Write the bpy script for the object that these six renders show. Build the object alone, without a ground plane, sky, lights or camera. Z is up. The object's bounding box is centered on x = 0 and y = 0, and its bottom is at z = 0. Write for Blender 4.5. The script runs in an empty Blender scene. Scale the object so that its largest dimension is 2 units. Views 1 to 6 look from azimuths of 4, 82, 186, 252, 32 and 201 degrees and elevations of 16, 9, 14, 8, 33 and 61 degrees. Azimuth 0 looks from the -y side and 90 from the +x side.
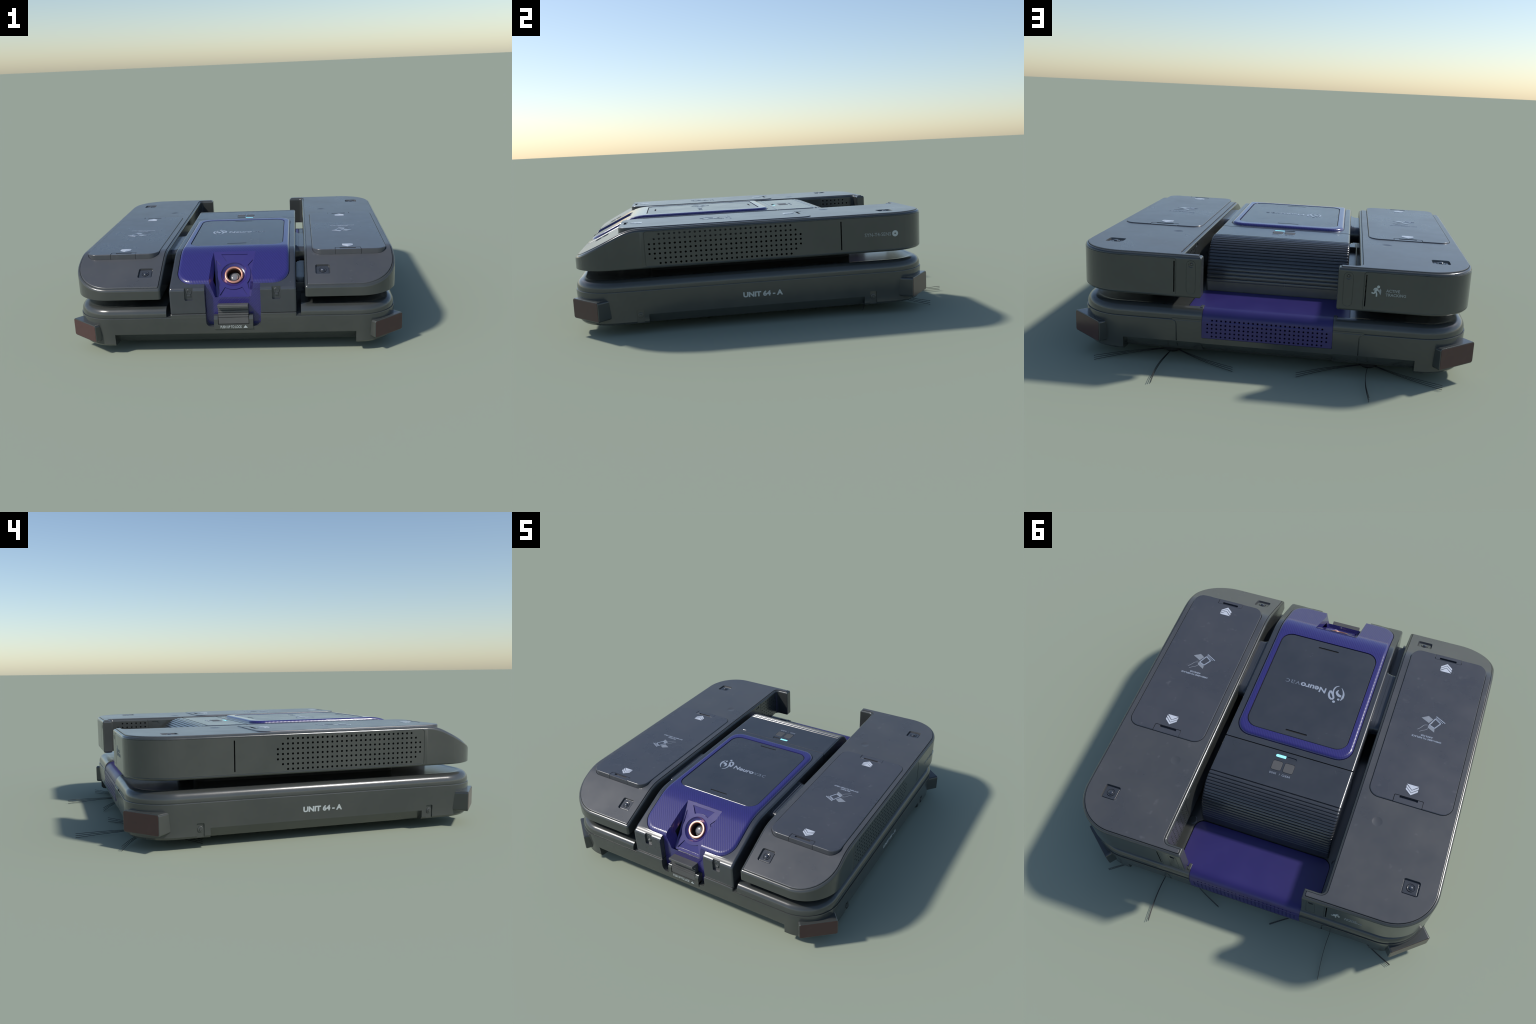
"""Robot floor cleaner: wide grey chassis, two raised side pods with battery covers,
a purple-lidded central unit with a nozzle camera, ribbed rear dust box, side brushes."""
import bpy, bmesh, math, random
from mathutils import Vector, Matrix

random.seed(7)
COL = bpy.context.scene.collection

# ------------------------------------------------------------------ materials
def new_mat(name):
    m = bpy.data.materials.new(name)
    m.use_nodes = True
    nt = m.node_tree
    bsdf = nt.nodes["Principled BSDF"]
    return m, nt, bsdf

def plastic(name, col, col2, rough, rough2, scale=3.0, grain=220.0, bump=0.05, spec=0.5, coat=0.0,
            speck=0.0, metal=0.0, coat_rough=0.15):
    """Moulded plastic: two tones in soft blotches, fine grain, a few pale dust specks."""
    m, nt, b = new_mat(name)
    N, L = nt.nodes.new, nt.links.new
    tc = N("ShaderNodeTexCoord")
    n1 = N("ShaderNodeTexNoise"); n1.inputs["Scale"].default_value = scale
    n1.inputs["Detail"].default_value = 5; n1.inputs["Roughness"].default_value = 0.6
    L(tc.outputs["Object"], n1.inputs["Vector"])
    r1 = N("ShaderNodeValToRGB")
    r1.color_ramp.elements[0].position = 0.35; r1.color_ramp.elements[0].color = (*col, 1)
    r1.color_ramp.elements[1].position = 0.68; r1.color_ramp.elements[1].color = (*col2, 1)
    L(n1.outputs["Fac"], r1.inputs["Fac"])
    out = r1.outputs["Color"]
    if speck > 0:
        n3 = N("ShaderNodeTexNoise"); n3.inputs["Scale"].default_value = 26
        n3.inputs["Detail"].default_value = 3
        L(tc.outputs["Object"], n3.inputs["Vector"])
        r3 = N("ShaderNodeValToRGB")
        r3.color_ramp.elements[0].position = 0.66; r3.color_ramp.elements[0].color = (0, 0, 0, 1)
        r3.color_ramp.elements[1].position = 0.80; r3.color_ramp.elements[1].color = (speck,) * 3 + (1,)
        L(n3.outputs["Fac"], r3.inputs["Fac"])
        mx = N("ShaderNodeMix"); mx.data_type = 'RGBA'
        L(r3.outputs["Color"], mx.inputs["Factor"])
        L(out, mx.inputs["A"]); mx.inputs["B"].default_value = (0.20, 0.20, 0.21, 1)
        out = mx.outputs["Result"]
    L(out, b.inputs["Base Color"])
    mr = N("ShaderNodeMapRange")
    mr.inputs["From Min"].default_value = 0.3; mr.inputs["From Max"].default_value = 0.7
    mr.inputs["To Min"].default_value = rough; mr.inputs["To Max"].default_value = rough2
    L(n1.outputs["Fac"], mr.inputs["Value"]); L(mr.outputs["Result"], b.inputs["Roughness"])
    n2 = N("ShaderNodeTexNoise"); n2.inputs["Scale"].default_value = grain
    n2.inputs["Detail"].default_value = 2
    L(tc.outputs["Object"], n2.inputs["Vector"])
    bp = N("ShaderNodeBump"); bp.inputs["Strength"].default_value = bump
    bp.inputs["Distance"].default_value = 0.004
    L(n2.outputs["Fac"], bp.inputs["Height"]); L(bp.outputs["Normal"], b.inputs["Normal"])
    b.inputs["Specular IOR Level"].default_value = spec
    b.inputs["Coat Weight"].default_value = coat
    b.inputs["Coat Roughness"].default_value = coat_rough
    b.inputs["Metallic"].default_value = metal
    return m

def twill(name, col, col2, period=0.0143, rough=0.30, coat=0.9, bump=0.18):
    """Purple lacquer over a diagonal weave."""
    m, nt, b = new_mat(name)
    N, L = nt.nodes.new, nt.links.new
    tc = N("ShaderNodeTexCoord")
    sep = N("ShaderNodeSeparateXYZ"); L(tc.outputs["Object"], sep.inputs[0])
    a1 = N("ShaderNodeMath"); a1.operation = 'MULTIPLY_ADD'; a1.inputs[1].default_value = 0.65
    L(sep.outputs["Y"], a1.inputs[0]); L(sep.outputs["X"], a1.inputs[2])
    zz = N("ShaderNodeMath"); zz.operation = 'SUBTRACT'; zz.inputs[0].default_value = 0.39
    L(sep.outputs["Z"], zz.inputs[1])
    zm = N("ShaderNodeMath"); zm.operation = 'MAXIMUM'; zm.inputs[1].default_value = 0.0
    L(zz.outputs[0], zm.inputs[0])
    a2 = N("ShaderNodeMath"); a2.operation = 'ADD'
    L(a1.outputs[0], a2.inputs[0]); L(zm.outputs[0], a2.inputs[1])
    mu = N("ShaderNodeMath"); mu.operation = 'MULTIPLY'
    mu.inputs[1].default_value = 2 * math.pi / period
    L(a2.outputs[0], mu.inputs[0])
    sn = N("ShaderNodeMath"); sn.operation = 'SINE'; L(mu.outputs[0], sn.inputs[0])
    # threads across the stripes
    s1 = N("ShaderNodeMath"); s1.operation = 'SUBTRACT'
    L(sep.outputs["X"], s1.inputs[0]); L(sep.outputs["Y"], s1.inputs[1])
    m2 = N("ShaderNodeMath"); m2.operation = 'MULTIPLY'; m2.inputs[1].default_value = 2 * math.pi / 0.016
    L(s1.outputs[0], m2.inputs[0])
    s2 = N("ShaderNodeMath"); s2.operation = 'SINE'; L(m2.outputs[0], s2.inputs[0])
    sc = N("ShaderNodeMath"); sc.operation = 'MULTIPLY_ADD'; sc.inputs[1].default_value = 0.08
    L(s2.outputs[0], sc.inputs[0]); L(sn.outputs[0], sc.inputs[2])
    mr = N("ShaderNodeMapRange"); mr.inputs["From Min"].default_value = -1; mr.inputs["From Max"].default_value = 1
    L(sc.outputs[0], mr.inputs["Value"])
    mx = N("ShaderNodeMix"); mx.data_type = 'RGBA'
    L(mr.outputs["Result"], mx.inputs["Factor"])
    mx.inputs["A"].default_value = (*col, 1); mx.inputs["B"].default_value = (*col2, 1)
    L(mx.outputs["Result"], b.inputs["Base Color"])
    bp = N("ShaderNodeBump"); bp.inputs["Strength"].default_value = bump
    bp.inputs["Distance"].default_value = 0.0012
    L(mr.outputs["Result"], bp.inputs["Height"]); L(bp.outputs["Normal"], b.inputs["Normal"])
    b.inputs["Roughness"].default_value = rough
    b.inputs["Coat Weight"].default_value = coat
    b.inputs["Coat Roughness"].default_value = 0.05
    return m

def plain(name, col, rough=0.5, metal=0.0, spec=0.5, coat=0.0, emit=None, strength=0.0, coat_rough=0.05):
    m, nt, b = new_mat(name)
    N, L = nt.nodes.new, nt.links.new
    tc = N("ShaderNodeTexCoord")
    n1 = N("ShaderNodeTexNoise"); n1.inputs["Scale"].default_value = 40
    L(tc.outputs["Object"], n1.inputs["Vector"])
    mx = N("ShaderNodeMix"); mx.data_type = 'RGBA'
    L(n1.outputs["Fac"], mx.inputs["Factor"])
    mx.inputs["A"].default_value = (*[c * 0.9 for c in col], 1)
    mx.inputs["B"].default_value = (*[min(1, c * 1.1) for c in col], 1)
    L(mx.outputs["Result"], b.inputs["Base Color"])
    b.inputs["Roughness"].default_value = rough
    b.inputs["Metallic"].default_value = metal
    b.inputs["Specular IOR Level"].default_value = spec
    b.inputs["Coat Weight"].default_value = coat
    b.inputs["Coat Roughness"].default_value = 0.2 if "print" in name else coat_rough
    if emit:
        b.inputs["Emission Color"].default_value = (*emit, 1)
        b.inputs["Emission Strength"].default_value = strength
    return m

SHELL = plastic("shell_plastic", (0.045, 0.049, 0.047), (0.056, 0.059, 0.055), 0.19, 0.27, 3.5, 260, 0.02, spec=0.6, coat=0.30, coat_rough=0.16)
CAP = plastic("cap_plastic", (0.063, 0.066, 0.071), (0.077, 0.078, 0.080), 0.26, 0.36, 4.0, 300, 0.015, speck=0.25, coat=0.50, coat_rough=0.22)
COVER = plastic("cover_plastic", (0.054, 0.058, 0.069), (0.066, 0.068, 0.078), 0.25, 0.34, 5.0, 300, 0.015, speck=0.25, coat=0.50, coat_rough=0.22)
UNIT = plastic("unit_plastic", (0.036, 0.040, 0.047), (0.045, 0.049, 0.056), 0.20, 0.28, 5.0, 300, 0.02, spec=0.6, coat=0.5, coat_rough=0.18)
GLASSPANEL = plastic("panel_plastic", (0.036, 0.041, 0.050), (0.045, 0.049, 0.058), 0.20, 0.28, 6.0, 240, 0.03, spec=0.55, coat=0.45, coat_rough=0.20)
RUBBER = plastic("black_rubber", (0.012, 0.012, 0.012), (0.018, 0.018, 0.018), 0.6, 0.8, 8, 200, 0.15, spec=0.3)
BUTTON = plastic("button_plastic", (0.080, 0.080, 0.080), (0.092, 0.092, 0.092), 0.5, 0.6, 12, 300, 0.03)
TWILL = twill("purple_twill", (0.024, 0.018, 0.135), (0.031, 0.024, 0.165))
GLOSS = plastic("purple_gloss", (0.034, 0.026, 0.155), (0.038, 0.030, 0.170), 0.15, 0.20, 4, 300, 0.01, coat=0.3)
MATTE = plastic("purple_matte", (0.027, 0.020, 0.125), (0.031, 0.023, 0.138), 0.30, 0.38, 4, 300, 0.05)
COPPER = plain("copper", (0.76, 0.36, 0.25), 0.32, 1.0)
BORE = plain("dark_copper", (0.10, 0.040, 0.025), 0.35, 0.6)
LENS = plain("lens_glass", (0.20, 0.20, 0.205), 0.10, 0.0, 0.8, 0.8)
CAMLENS = plain("camera_glass", (0.03, 0.032, 0.04), 0.08, 0.0, 0.8, 1.0)
RED = plain("red_reflector", (0.075, 0.036, 0.034), 0.22, 0.0, 0.4)
PRINT = plain("white_print", (0.44, 0.47, 0.47), 0.35, coat=0.4)
PRINTB = plain("blue_white_print", (0.33, 0.37, 0.44), 0.28, coat=0.7)
ARROW = plain("arrow_print", (0.58, 0.61, 0.67), 0.28, coat=0.7)
FAINT = plain("faint_print", (0.29, 0.31, 0.31), 0.6)
FAINT2 = plain("thin_print", (0.19, 0.225, 0.28), 0.35, coat=0.5)
BRISTLE = plain("bristle_black", (0.016, 0.015, 0.016), 0.45)
LED = plain("status_light", (0.10, 0.35, 0.45), 0.4, emit=(0.30, 0.84, 1.0), strength=1.08)

# ------------------------------------------------------------------ 2D helpers
def round_poly(pts, radii, seg=6):
    """Polygon with filleted corners; radii one number or one per corner."""
    n = len(pts)
    if not isinstance(radii, (list, tuple)):
        radii = [radii] * n
    out = []
    for i in range(n):
        p = Vector(pts[i]).to_2d(); a = Vector(pts[i - 1]).to_2d(); c = Vector(pts[(i + 1) % n]).to_2d()
        r = radii[i]
        u = (a - p).normalized(); v = (c - p).normalized()
        ang = u.angle(v)
        if r <= 1e-6 or abs(ang - math.pi) < 1e-3:
            out.append(p.copy()); continue
        t = r / math.tan(ang / 2)
        ctr = p + (u + v).normalized() * (r / math.sin(ang / 2))
        s = p + u * t - ctr; e = p + v * t - ctr
        a0 = math.atan2(s.y, s.x); a1 = math.atan2(e.y, e.x)
        d = (a1 - a0 + math.pi) % (2 * math.pi) - math.pi
        k = seg * (6 if r > 0.15 else 2 if r > 0.04 else 1)
        for j in range(k + 1):
            th = a0 + d * j / k
            out.append(ctr + Vector((math.cos(th), math.sin(th))) * r)
    return out

def rect(x0, y0, x1, y1, r=0.0, seg=6):
    return round_poly([(x0, y0), (x1, y0), (x1, y1), (x0, y1)], r, seg)

def area2(p):
    return sum(p[i - 1][0] * p[i][1] - p[i][0] * p[i - 1][1] for i in range(len(p))) / 2

def inset(pts, d):
    """Move every edge of a CCW outline inwards by d."""
    if abs(d) < 1e-9:
        return [p.copy() for p in pts]
    n = len(pts); out = []
    for i in range(n):
        p = pts[i]
        e1 = (p - pts[i - 1]); e2 = (pts[(i + 1) % n] - p)
        if e1.length < 1e-9: e1 = e2
        if e2.length < 1e-9: e2 = e1
        e1.normalize(); e2.normalize()
        n1 = Vector((-e1.y, e1.x)); n2 = Vector((-e2.y, e2.x))
        b = n1 + n2
        k = 1 + n1.dot(n2)
        out.append(p + b * (d / max(k, 0.3)))
    return out

# ------------------------------------------------------------------ mesh helpers
def finish(bm, name, mat, parent=None, angle=35, weighted=True, fix=True):
    if fix:
        bmesh.ops.recalc_face_normals(bm, faces=bm.faces[:])
    me = bpy.data.meshes.new(name)
    bm.to_mesh(me); bm.free()
    ob = bpy.data.objects.new(name, me)
    COL.objects.link(ob)
    me.materials.append(mat)
    ob["ang"] = angle
    if parent: ob.parent = parent
    shade(ob)
    return ob

def shade(ob):
    me = ob.data
    me.polygons.foreach_set("use_smooth", [True] * len(me.polygons))
    me.set_sharp_from_angle(angle=math.radians(ob.get("ang", 35)))
    if not any(m.type == 'WEIGHTED_NORMAL' for m in ob.modifiers):
        w = ob.modifiers.new("weighted", 'WEIGHTED_NORMAL'); w.keep_sharp = True; w.weight = 80

def bm_loft(rings, cap0=True, cap1=True, closed=True):
    bm = bmesh.new()
    vr = [[bm.verts.new(p) for p in r] for r in rings]
    n = len(rings[0])
    for a, b in zip(vr, vr[1:]):
        for i in range(n if closed else n - 1):
            j = (i + 1) % n
            bm.faces.new((a[i], a[j], b[j], b[i]))
    if cap0: bm.faces.new(list(reversed(vr[0])))
    if cap1: bm.faces.new(vr[-1])
    return bm

def bm_slab(outline, prof, warp=None, ys=()):
    """Solid from a plan outline: prof is a list of (inset, z) from bottom to top."""
    if area2(outline) < 0: outline = list(reversed(outline))
    rings = []
    for d, z in prof:
        rings.append([(p.x, p.y, z) for p in inset(outline, d)])
    bm = bm_loft(rings)
    for y in ys:
        bmesh.ops.bisect_plane(bm, geom=bm.verts[:] + bm.edges[:] + bm.faces[:], dist=1e-6,
                               plane_co=(0, y, 0), plane_no=(0, 1, 0))
    if warp:
        for v in bm.verts:
            v.co = warp(v.co)
    return bm

def bevel_prof(z0, z1, b0, b1, k=3):
    """Profile with rounded bottom and top edges."""
    pr = []
    for i in range(k + 1):
        t = math.pi / 2 * i / k
        if b0 > 0: pr.append((b0 * (1 - math.sin(t)), z0 + b0 * (1 - math.cos(t))))
    if b0 <= 0: pr.append((0, z0))
    for i in range(k + 1):
        t = math.pi / 2 * i / k
        if b1 > 0: pr.append((b1 * (1 - math.cos(t)), z1 - b1 * (1 - math.sin(t))))
    if b1 <= 0: pr.append((0, z1))
    return pr

def slab(name, outline, prof, mat, parent, warp=None, ys=(), angle=35):
    return finish(bm_slab(outline, prof, warp, ys), name, mat, parent, angle)

def bm_prism(pts3, vec):
    """Prism from a planar 3D polygon pushed along vec."""
    v = Vector(vec)
    return bm_loft([[tuple(Vector(p)) for p in pts3], [tuple(Vector(p) + v) for p in pts3]])

def bm_box(x0, y0, z0, x1, y1, z1, bev=0.0, seg=2):
    bm = bmesh.new()
    bmesh.ops.create_cube(bm, size=1)
    for v in bm.verts:
        v.co = Vector(((x0 + x1) / 2 + v.co.x * (x1 - x0), (y0 + y1) / 2 + v.co.y * (y1 - y0),
                       (z0 + z1) / 2 + v.co.z * (z1 - z0)))
    if bev > 0:
        bmesh.ops.bevel(bm, geom=bm.edges[:], offset=bev, segments=seg, profile=0.5, affect='EDGES')
    return bm

def bm_cyl(c, axis, r0, r1, h, seg=16):
    """Cylinder / cone frustum starting at c along axis."""
    a = Vector(axis).normalized()
    q = Vector((0, 0, 1)).rotation_difference(a).to_matrix().to_4x4()
    M = Matrix.Translation(c) @ q
    rings = []
    for r, z in ((r0, 0), (r1, h)):
        rings.append([tuple(M @ Vector((r * math.cos(2 * math.pi * i / seg), r * math.sin(2 * math.pi * i / seg), z)))
                      for i in range(seg)])
    return bm_loft(rings)

def bm_lathe(c, axis, prof, seg=40, cap0=True, cap1=True):
    """Lathe: prof (r, h) along axis from c."""
    a = Vector(axis).normalized()
    q = Vector((0, 0, 1)).rotation_difference(a).to_matrix().to_4x4()
    M = Matrix.Translation(c) @ q
    rings = [[tuple(M @ Vector((r * math.cos(2 * math.pi * i / seg), r * math.sin(2 * math.pi * i / seg), h)))
              for i in range(seg)] for r, h in prof]
    return bm_loft(rings, cap0, cap1)

def bm_tube(path, r, sides=6, closed=False, taper=None):
    """Tube swept along 3D points."""
    P = [Vector(p) for p in path]; n = len(P)
    rings = []
    up = None
    for i in range(n):
        if closed: t = P[(i + 1) % n] - P[i - 1]
        else: t = P[min(i + 1, n - 1)] - P[max(i - 1, 0)]
        t.normalize()
        if up is None:
            up = Vector((0, 0, 1)) if abs(t.z) < 0.9 else Vector((1, 0, 0))
        s = t.cross(up).normalized(); up = s.cross(t).normalized()
        rr = r if taper is None else r * taper[i]
        rings.append([tuple(P[i] + (s * math.cos(2 * math.pi * k / sides + 0.3) + up * math.sin(2 * math.pi * k / sides + 0.3)) * rr)
                      for k in range(sides)])
    if closed:
        bm = bm_loft(rings, False, False)
        bm.verts.ensure_lookup_table()
        a = (n - 1) * sides
        for k in range(sides):
            j = (k + 1) % sides
            bm.faces.new((bm.verts[a + k], bm.verts[a + j], bm.verts[j], bm.verts[k]))
        return bm
    return bm_loft(rings)

def join_bm(bms):
    out = bmesh.new()
    for b in bms:
        me = bpy.data.meshes.new("t"); b.to_mesh(me); b.free()
        out.from_mesh(me); bpy.data.meshes.remove(me)
    return out

def boolean(ob, bm, op='DIFFERENCE', solver='MANIFOLD'):
    bmesh.ops.recalc_face_normals(bm, faces=bm.faces[:])
    me = bpy.data.meshes.new("cutter"); bm.to_mesh(me); bm.free()
    cu = bpy.data.objects.new("cutter", me); COL.objects.link(cu)
    keep = [m for m in ob.modifiers]
    for m in keep: ob.modifiers.remove(m)
    res = None
    for sv in (solver, 'EXACT'):
        md = ob.modifiers.new("b", 'BOOLEAN'); md.operation = op; md.object = cu; md.solver = sv
        dg = bpy.context.evaluated_depsgraph_get(); dg.update()
        res = bpy.data.meshes.new_from_object(ob.evaluated_get(dg))
        ob.modifiers.remove(md)
        if len(res.polygons) > 5: break
    old = ob.data; mats = [m for m in old.materials]
    ob.data = res
    if not res.materials:
        for m in mats: res.materials.append(m)
    while len(res.materials) > 1: res.materials.pop()
    res.polygons.foreach_set("material_index", [0] * len(res.polygons))
    bpy.data.objects.remove(cu); bpy.data.meshes.remove(me)
    nm = old.name; bpy.data.meshes.remove(old); res.name = nm
    shade(ob)
    return ob

def mirror(ob, name=None, parent=None):
    me = ob.data.copy()
    bm = bmesh.new(); bm.from_mesh(me)
    for v in bm.verts: v.co.x = -v.co.x
    bmesh.ops.reverse_faces(bm, faces=bm.faces[:])
    bm.to_mesh(me); bm.free()
    o = bpy.data.objects.new(name or ob.name.split('.')[0], me)
    COL.objects.link(o); o["ang"] = ob.get("ang", 35)
    o.parent = parent if parent else ob.parent
    if "kind" in ob: o["kind"] = ob["kind"]
    shade(o)
    return o

def empty(name, parent=None):
    e = bpy.data.objects.new(name, None); e.empty_display_size = 0.1
    COL.objects.link(e)
    if parent: e.parent = parent
    return e

def ribbon(pts, w, k=3):
    """Flat stroke outline (2D) with round ends; w one width or one per point."""
    P = [Vector(p) for p in pts]
    W = w if isinstance(w, (list, tuple)) else [w] * len(P)
    # refine with Catmull-Rom
    Q, QW = [], []
    for i in range(len(P) - 1):
        p0, p1, p2, p3 = P[max(i - 1, 0)], P[i], P[i + 1], P[min(i + 2, len(P) - 1)]
        for j in range(k):
            t = j / k
            Q.append(0.5 * ((2 * p1) + (p2 - p0) * t + (2 * p0 - 5 * p1 + 4 * p2 - p3) * t * t + (3 * p1 - p0 - 3 * p2 + p3) * t ** 3))
            QW.append(W[i] * (1 - t) + W[i + 1] * t)
    Q.append(P[-1]); QW.append(W[-1])
    lft, rgt = [], []
    n = len(Q)
    for i in range(n):
        t = (Q[min(i + 1, n - 1)] - Q[max(i - 1, 0)]).normalized()
        nn = Vector((-t.y, t.x)) * QW[i] / 2
        lft.append(Q[i] + nn); rgt.append(Q[i] - nn)
    return rgt + list(reversed(lft))

def disc(c, r, seg=16):
    return [Vector((c[0] + r * math.cos(2 * math.pi * i / seg), c[1] + r * math.sin(2 * math.pi * i / seg))) for i in range(seg)]

def annulus_bm(c, r0, r1, h0, h1, seg=24):
    bm = bmesh.new()
    R = [[bm.verts.new((c[0] + r * math.cos(2 * math.pi * i / seg), c[1] + r * math.sin(2 * math.pi * i / seg), h)) for i in range(seg)]
         for r, h in ((r0, h0), (r1, h0), (r1, h1), (r0, h1))]
    for a in range(4):
        for i in range(seg):
            j = (i + 1) % seg
            bm.faces.new((R[a][i], R[a][j], R[(a + 1) % 4][j], R[(a + 1) % 4][i]))
    return bm

def decal(shapes, M, h=0.0009):
    """Printed marks: flat 2D shapes as very low solids, placed by matrix M (local z = out of surface)."""
    parts = []
    for i, s in enumerate(shapes):
        if isinstance(s, bmesh.types.BMesh):
            parts.append(s); continue
        if area2(s) < 0: s = list(reversed(s))
        hh = h + 0.00012 * i
        parts.append(bm_loft([[(p[0], p[1], -0.001) for p in s], [(p[0], p[1], hh) for p in s]]))
    bm = join_bm(parts)
    for f in bm.faces:
        if len(f.verts) > 4: pass
    bmesh.ops.triangulate(bm, faces=[f for f in bm.faces if len(f.verts) > 4], ngon_method='EAR_CLIP')
    bmesh.ops.transform(bm, matrix=M, verts=bm.verts[:])
    return bm

def text_bm(body, size, M, h=0.0009, offset=0.0, spacing=1.0, width=None, align='LEFT'):
    cu = bpy.data.curves.new("txt", 'FONT')
    cu.body = body; cu.size = size; cu.extrude = h; cu.offset = offset; cu.space_character = spacing
    cu.align_x = align; cu.resolution_u = 3
    o = bpy.data.objects.new("txt", cu); COL.objects.link(o)
    dg = bpy.context.evaluated_depsgraph_get(); dg.update()
    me = bpy.data.meshes.new_from_object(o.evaluated_get(dg))
    bm = bmesh.new(); bm.from_mesh(me)
    bpy.data.objects.remove(o); bpy.data.curves.remove(cu); bpy.data.meshes.remove(me)
    if width:
        xs = [v.co.x for v in bm.verts]; k = width / (max(xs) - min(xs)); x0 = min(xs)
        for v in bm.verts: v.co.x = (v.co.x - x0) * k
    bmesh.ops.transform(bm, matrix=M, verts=bm.verts[:])
    return bm

def frame(origin, xdir, ydir):
    x = Vector(xdir).normalized(); y = Vector(ydir).normalized(); z = x.cross(y)
    M = Matrix((x, y, z)).transposed().to_4x4()
    M.translation = Vector(origin)
    return M

# ------------------------------------------------------------------ shared form
FLAT = 0.508
def nose(y):
    """Height of the shared top profile: flat back, rounded knee, sloped front."""
    k = 0.478
    if y >= -0.645: return FLAT
    if y <= -0.757: return 0.379 + (y + 0.97) * k
    t = (y + 0.757) / 0.112
    return 0.379 + 0.213 * k + k * 0.112 * (t - t * t / 2)

YS = [-0.93, -0.757, -0.742, -0.727, -0.712, -0.697, -0.682, -0.667, -0.652, -0.645]
def warp_top(co):
    return Vector((co.x, co.y, co.z + nose(co.y) - FLAT))
ZB = 0.316
def warp_pod(co):
    z = co.z
    d = nose(co.y) - FLAT
    zc = 0.47
    if z < zc:
        d *= max(0.0, (z - ZB) / (zc - ZB))
    return Vector((co.x, co.y, z + d))

ROOT = empty("robot_vacuum")
ROOT["label"] = "grey and purple industrial robot floor cleaner with side pods"
ROOT["category"] = "robot vacuum"

# ================================================================== CHASSIS
BX, BYF, BYR = 0.8815, -0.985, 0.790
base_out = round_poly([(-BX, BYF), (BX, BYF), (BX, BYR), (-BX, BYR)], [0.207, 0.207, 0.212, 0.212], 5)
prof = [(0.075, 0.0455), (0.030, 0.0475), (0.016, 0.052), (0.008, 0.062), (0.009, 0.085), (0.0065, 0.1165), (0.0015, 0.175), (0, 0.2095),
        (0.0015, 0.2125), (0.0065, 0.2125), (0.0065, 0.2160), (0.0048, 0.2165), (0.0045, 0.228),
        (0.0063, 0.2385), (0.0105, 0.2485), (0.0165, 0.2565), (0.0250, 0.2628), (0.034, 0.2662), (0.043, 0.2676), (0.054, 0.2672), (0.064, 0.2655)]
chassis = slab("chassis", base_out, prof, SHELL, ROOT, angle=30)

# lower edges cut back at an angle between the corner feet
def wedge(p0, p1, outv, top, depth):
    """Wedge removed along the edge p0-p1 (plan), outv = outward direction."""
    o = Vector((*outv, 0)); a = Vector((*p0, 0)); b = Vector((*p1, 0))
    tri = [a + o * 0.02 + Vector((0, 0, top)), a - o * 0.001 + Vector((0, 0, top)),
           a - o * depth + Vector((0, 0, 0.052)), a - o * (depth + 0.05) + Vector((0, 0, 0.02)), a + o * 0.02 + Vector((0, 0, 0.02))]
    return bm_prism(tri, b - a)
def under(x0, x1, yz):
    """Undercut along x between x0 and x1 with a (y, z) section."""
    return bm_prism([(x0, y, z) for y, z in yz], (x1 - x0, 0, 0))
cuts = [under(-0.657, 0.657, [(-1.02, 0.01), (-1.02, 0.175), (-0.9815, 0.132), (-0.9765, 0.1165), (-0.948, 0.1010), (-0.918, 0.0780), (-0.892, 0.0500), (-0.86, 0.01)])]
rear_cut = [(0.83, 0.01), (0.83, 0.119), (0.7905, 0.119), (0.748, 0.070), (0.715, 0.056), (0.685, 0.01)]
for q in (1, -1):
    cuts.append(wedge((q * BX, -0.632), (q * BX, 0.435), (q, 0), 0.103, 0.045))
    cuts.append(under(min(q * 0.294, q * 0.652), max(q * 0.294, q * 0.652), rear_cut))
cuts.append(under(-0.2945, 0.2945, [(0.83, 0.01), (0.83, 0.1125), (0.788, 0.1125), (0.742, 0.072), (0.705, 0.056), (0.675, 0.01)]))
for c in cuts: boolean(chassis, c)
# notch beside the central tower, channel for the latch, pocket for the rear vent
for s in (1, -1):
    x0, x1 = sorted((s * 0.330, s * 0.3645))
    boolean(chassis, bm_prism([(x0, -1.02, 0.2145), (x0, -0.60, 0.244), (x0, -0.60, 0.32), (x0, -1.02, 0.32)], (x1 - x0, 0, 0)))
boolean(chassis, bm_box(-0.3415, -1.01, 0.2300, 0.3415, -0.60, 0.30))
# front bib under the tower
bib = bm_slab(rect(-0.3405, -0.9845, 0.3405, -0.70, 0.006, 2), [(0, 0.19), (0, 0.2290), (0.002, 0.2315)])
boolean(chassis, bib, 'UNION')
chan = round_poly([(-0.1485, 0.30), (-0.1485, 0.158), (0.1485, 0.158), (0.1485, 0.30)], [0, 0.028, 0.028, 0], 5)
boolean(chassis, bm_prism([(p.x, -1.02, p.y) for p in chan], (0, 0.16, 0)))
boolean(chassis, bm_box(-0.2905, 0.690, 0.134, 0.2905, 0.82, 0.30))
# rear deck recess for the purple tray
tray_cut = round_poly([(-0.364, 0.481), (0.364, 0.481), (0.364, 0.742), (0.2905, 0.742), (0.2905, 0.76), (-0.2905, 0.76), (-0.2905, 0.742), (-0.364, 0.742)],
                      [0.05, 0.05, 0.012, 0, 0, 0, 0, 0.012], 4)
boolean(chassis, bm_slab(tray_cut, [(0, 0.250), (0, 0.30)]))
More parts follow.
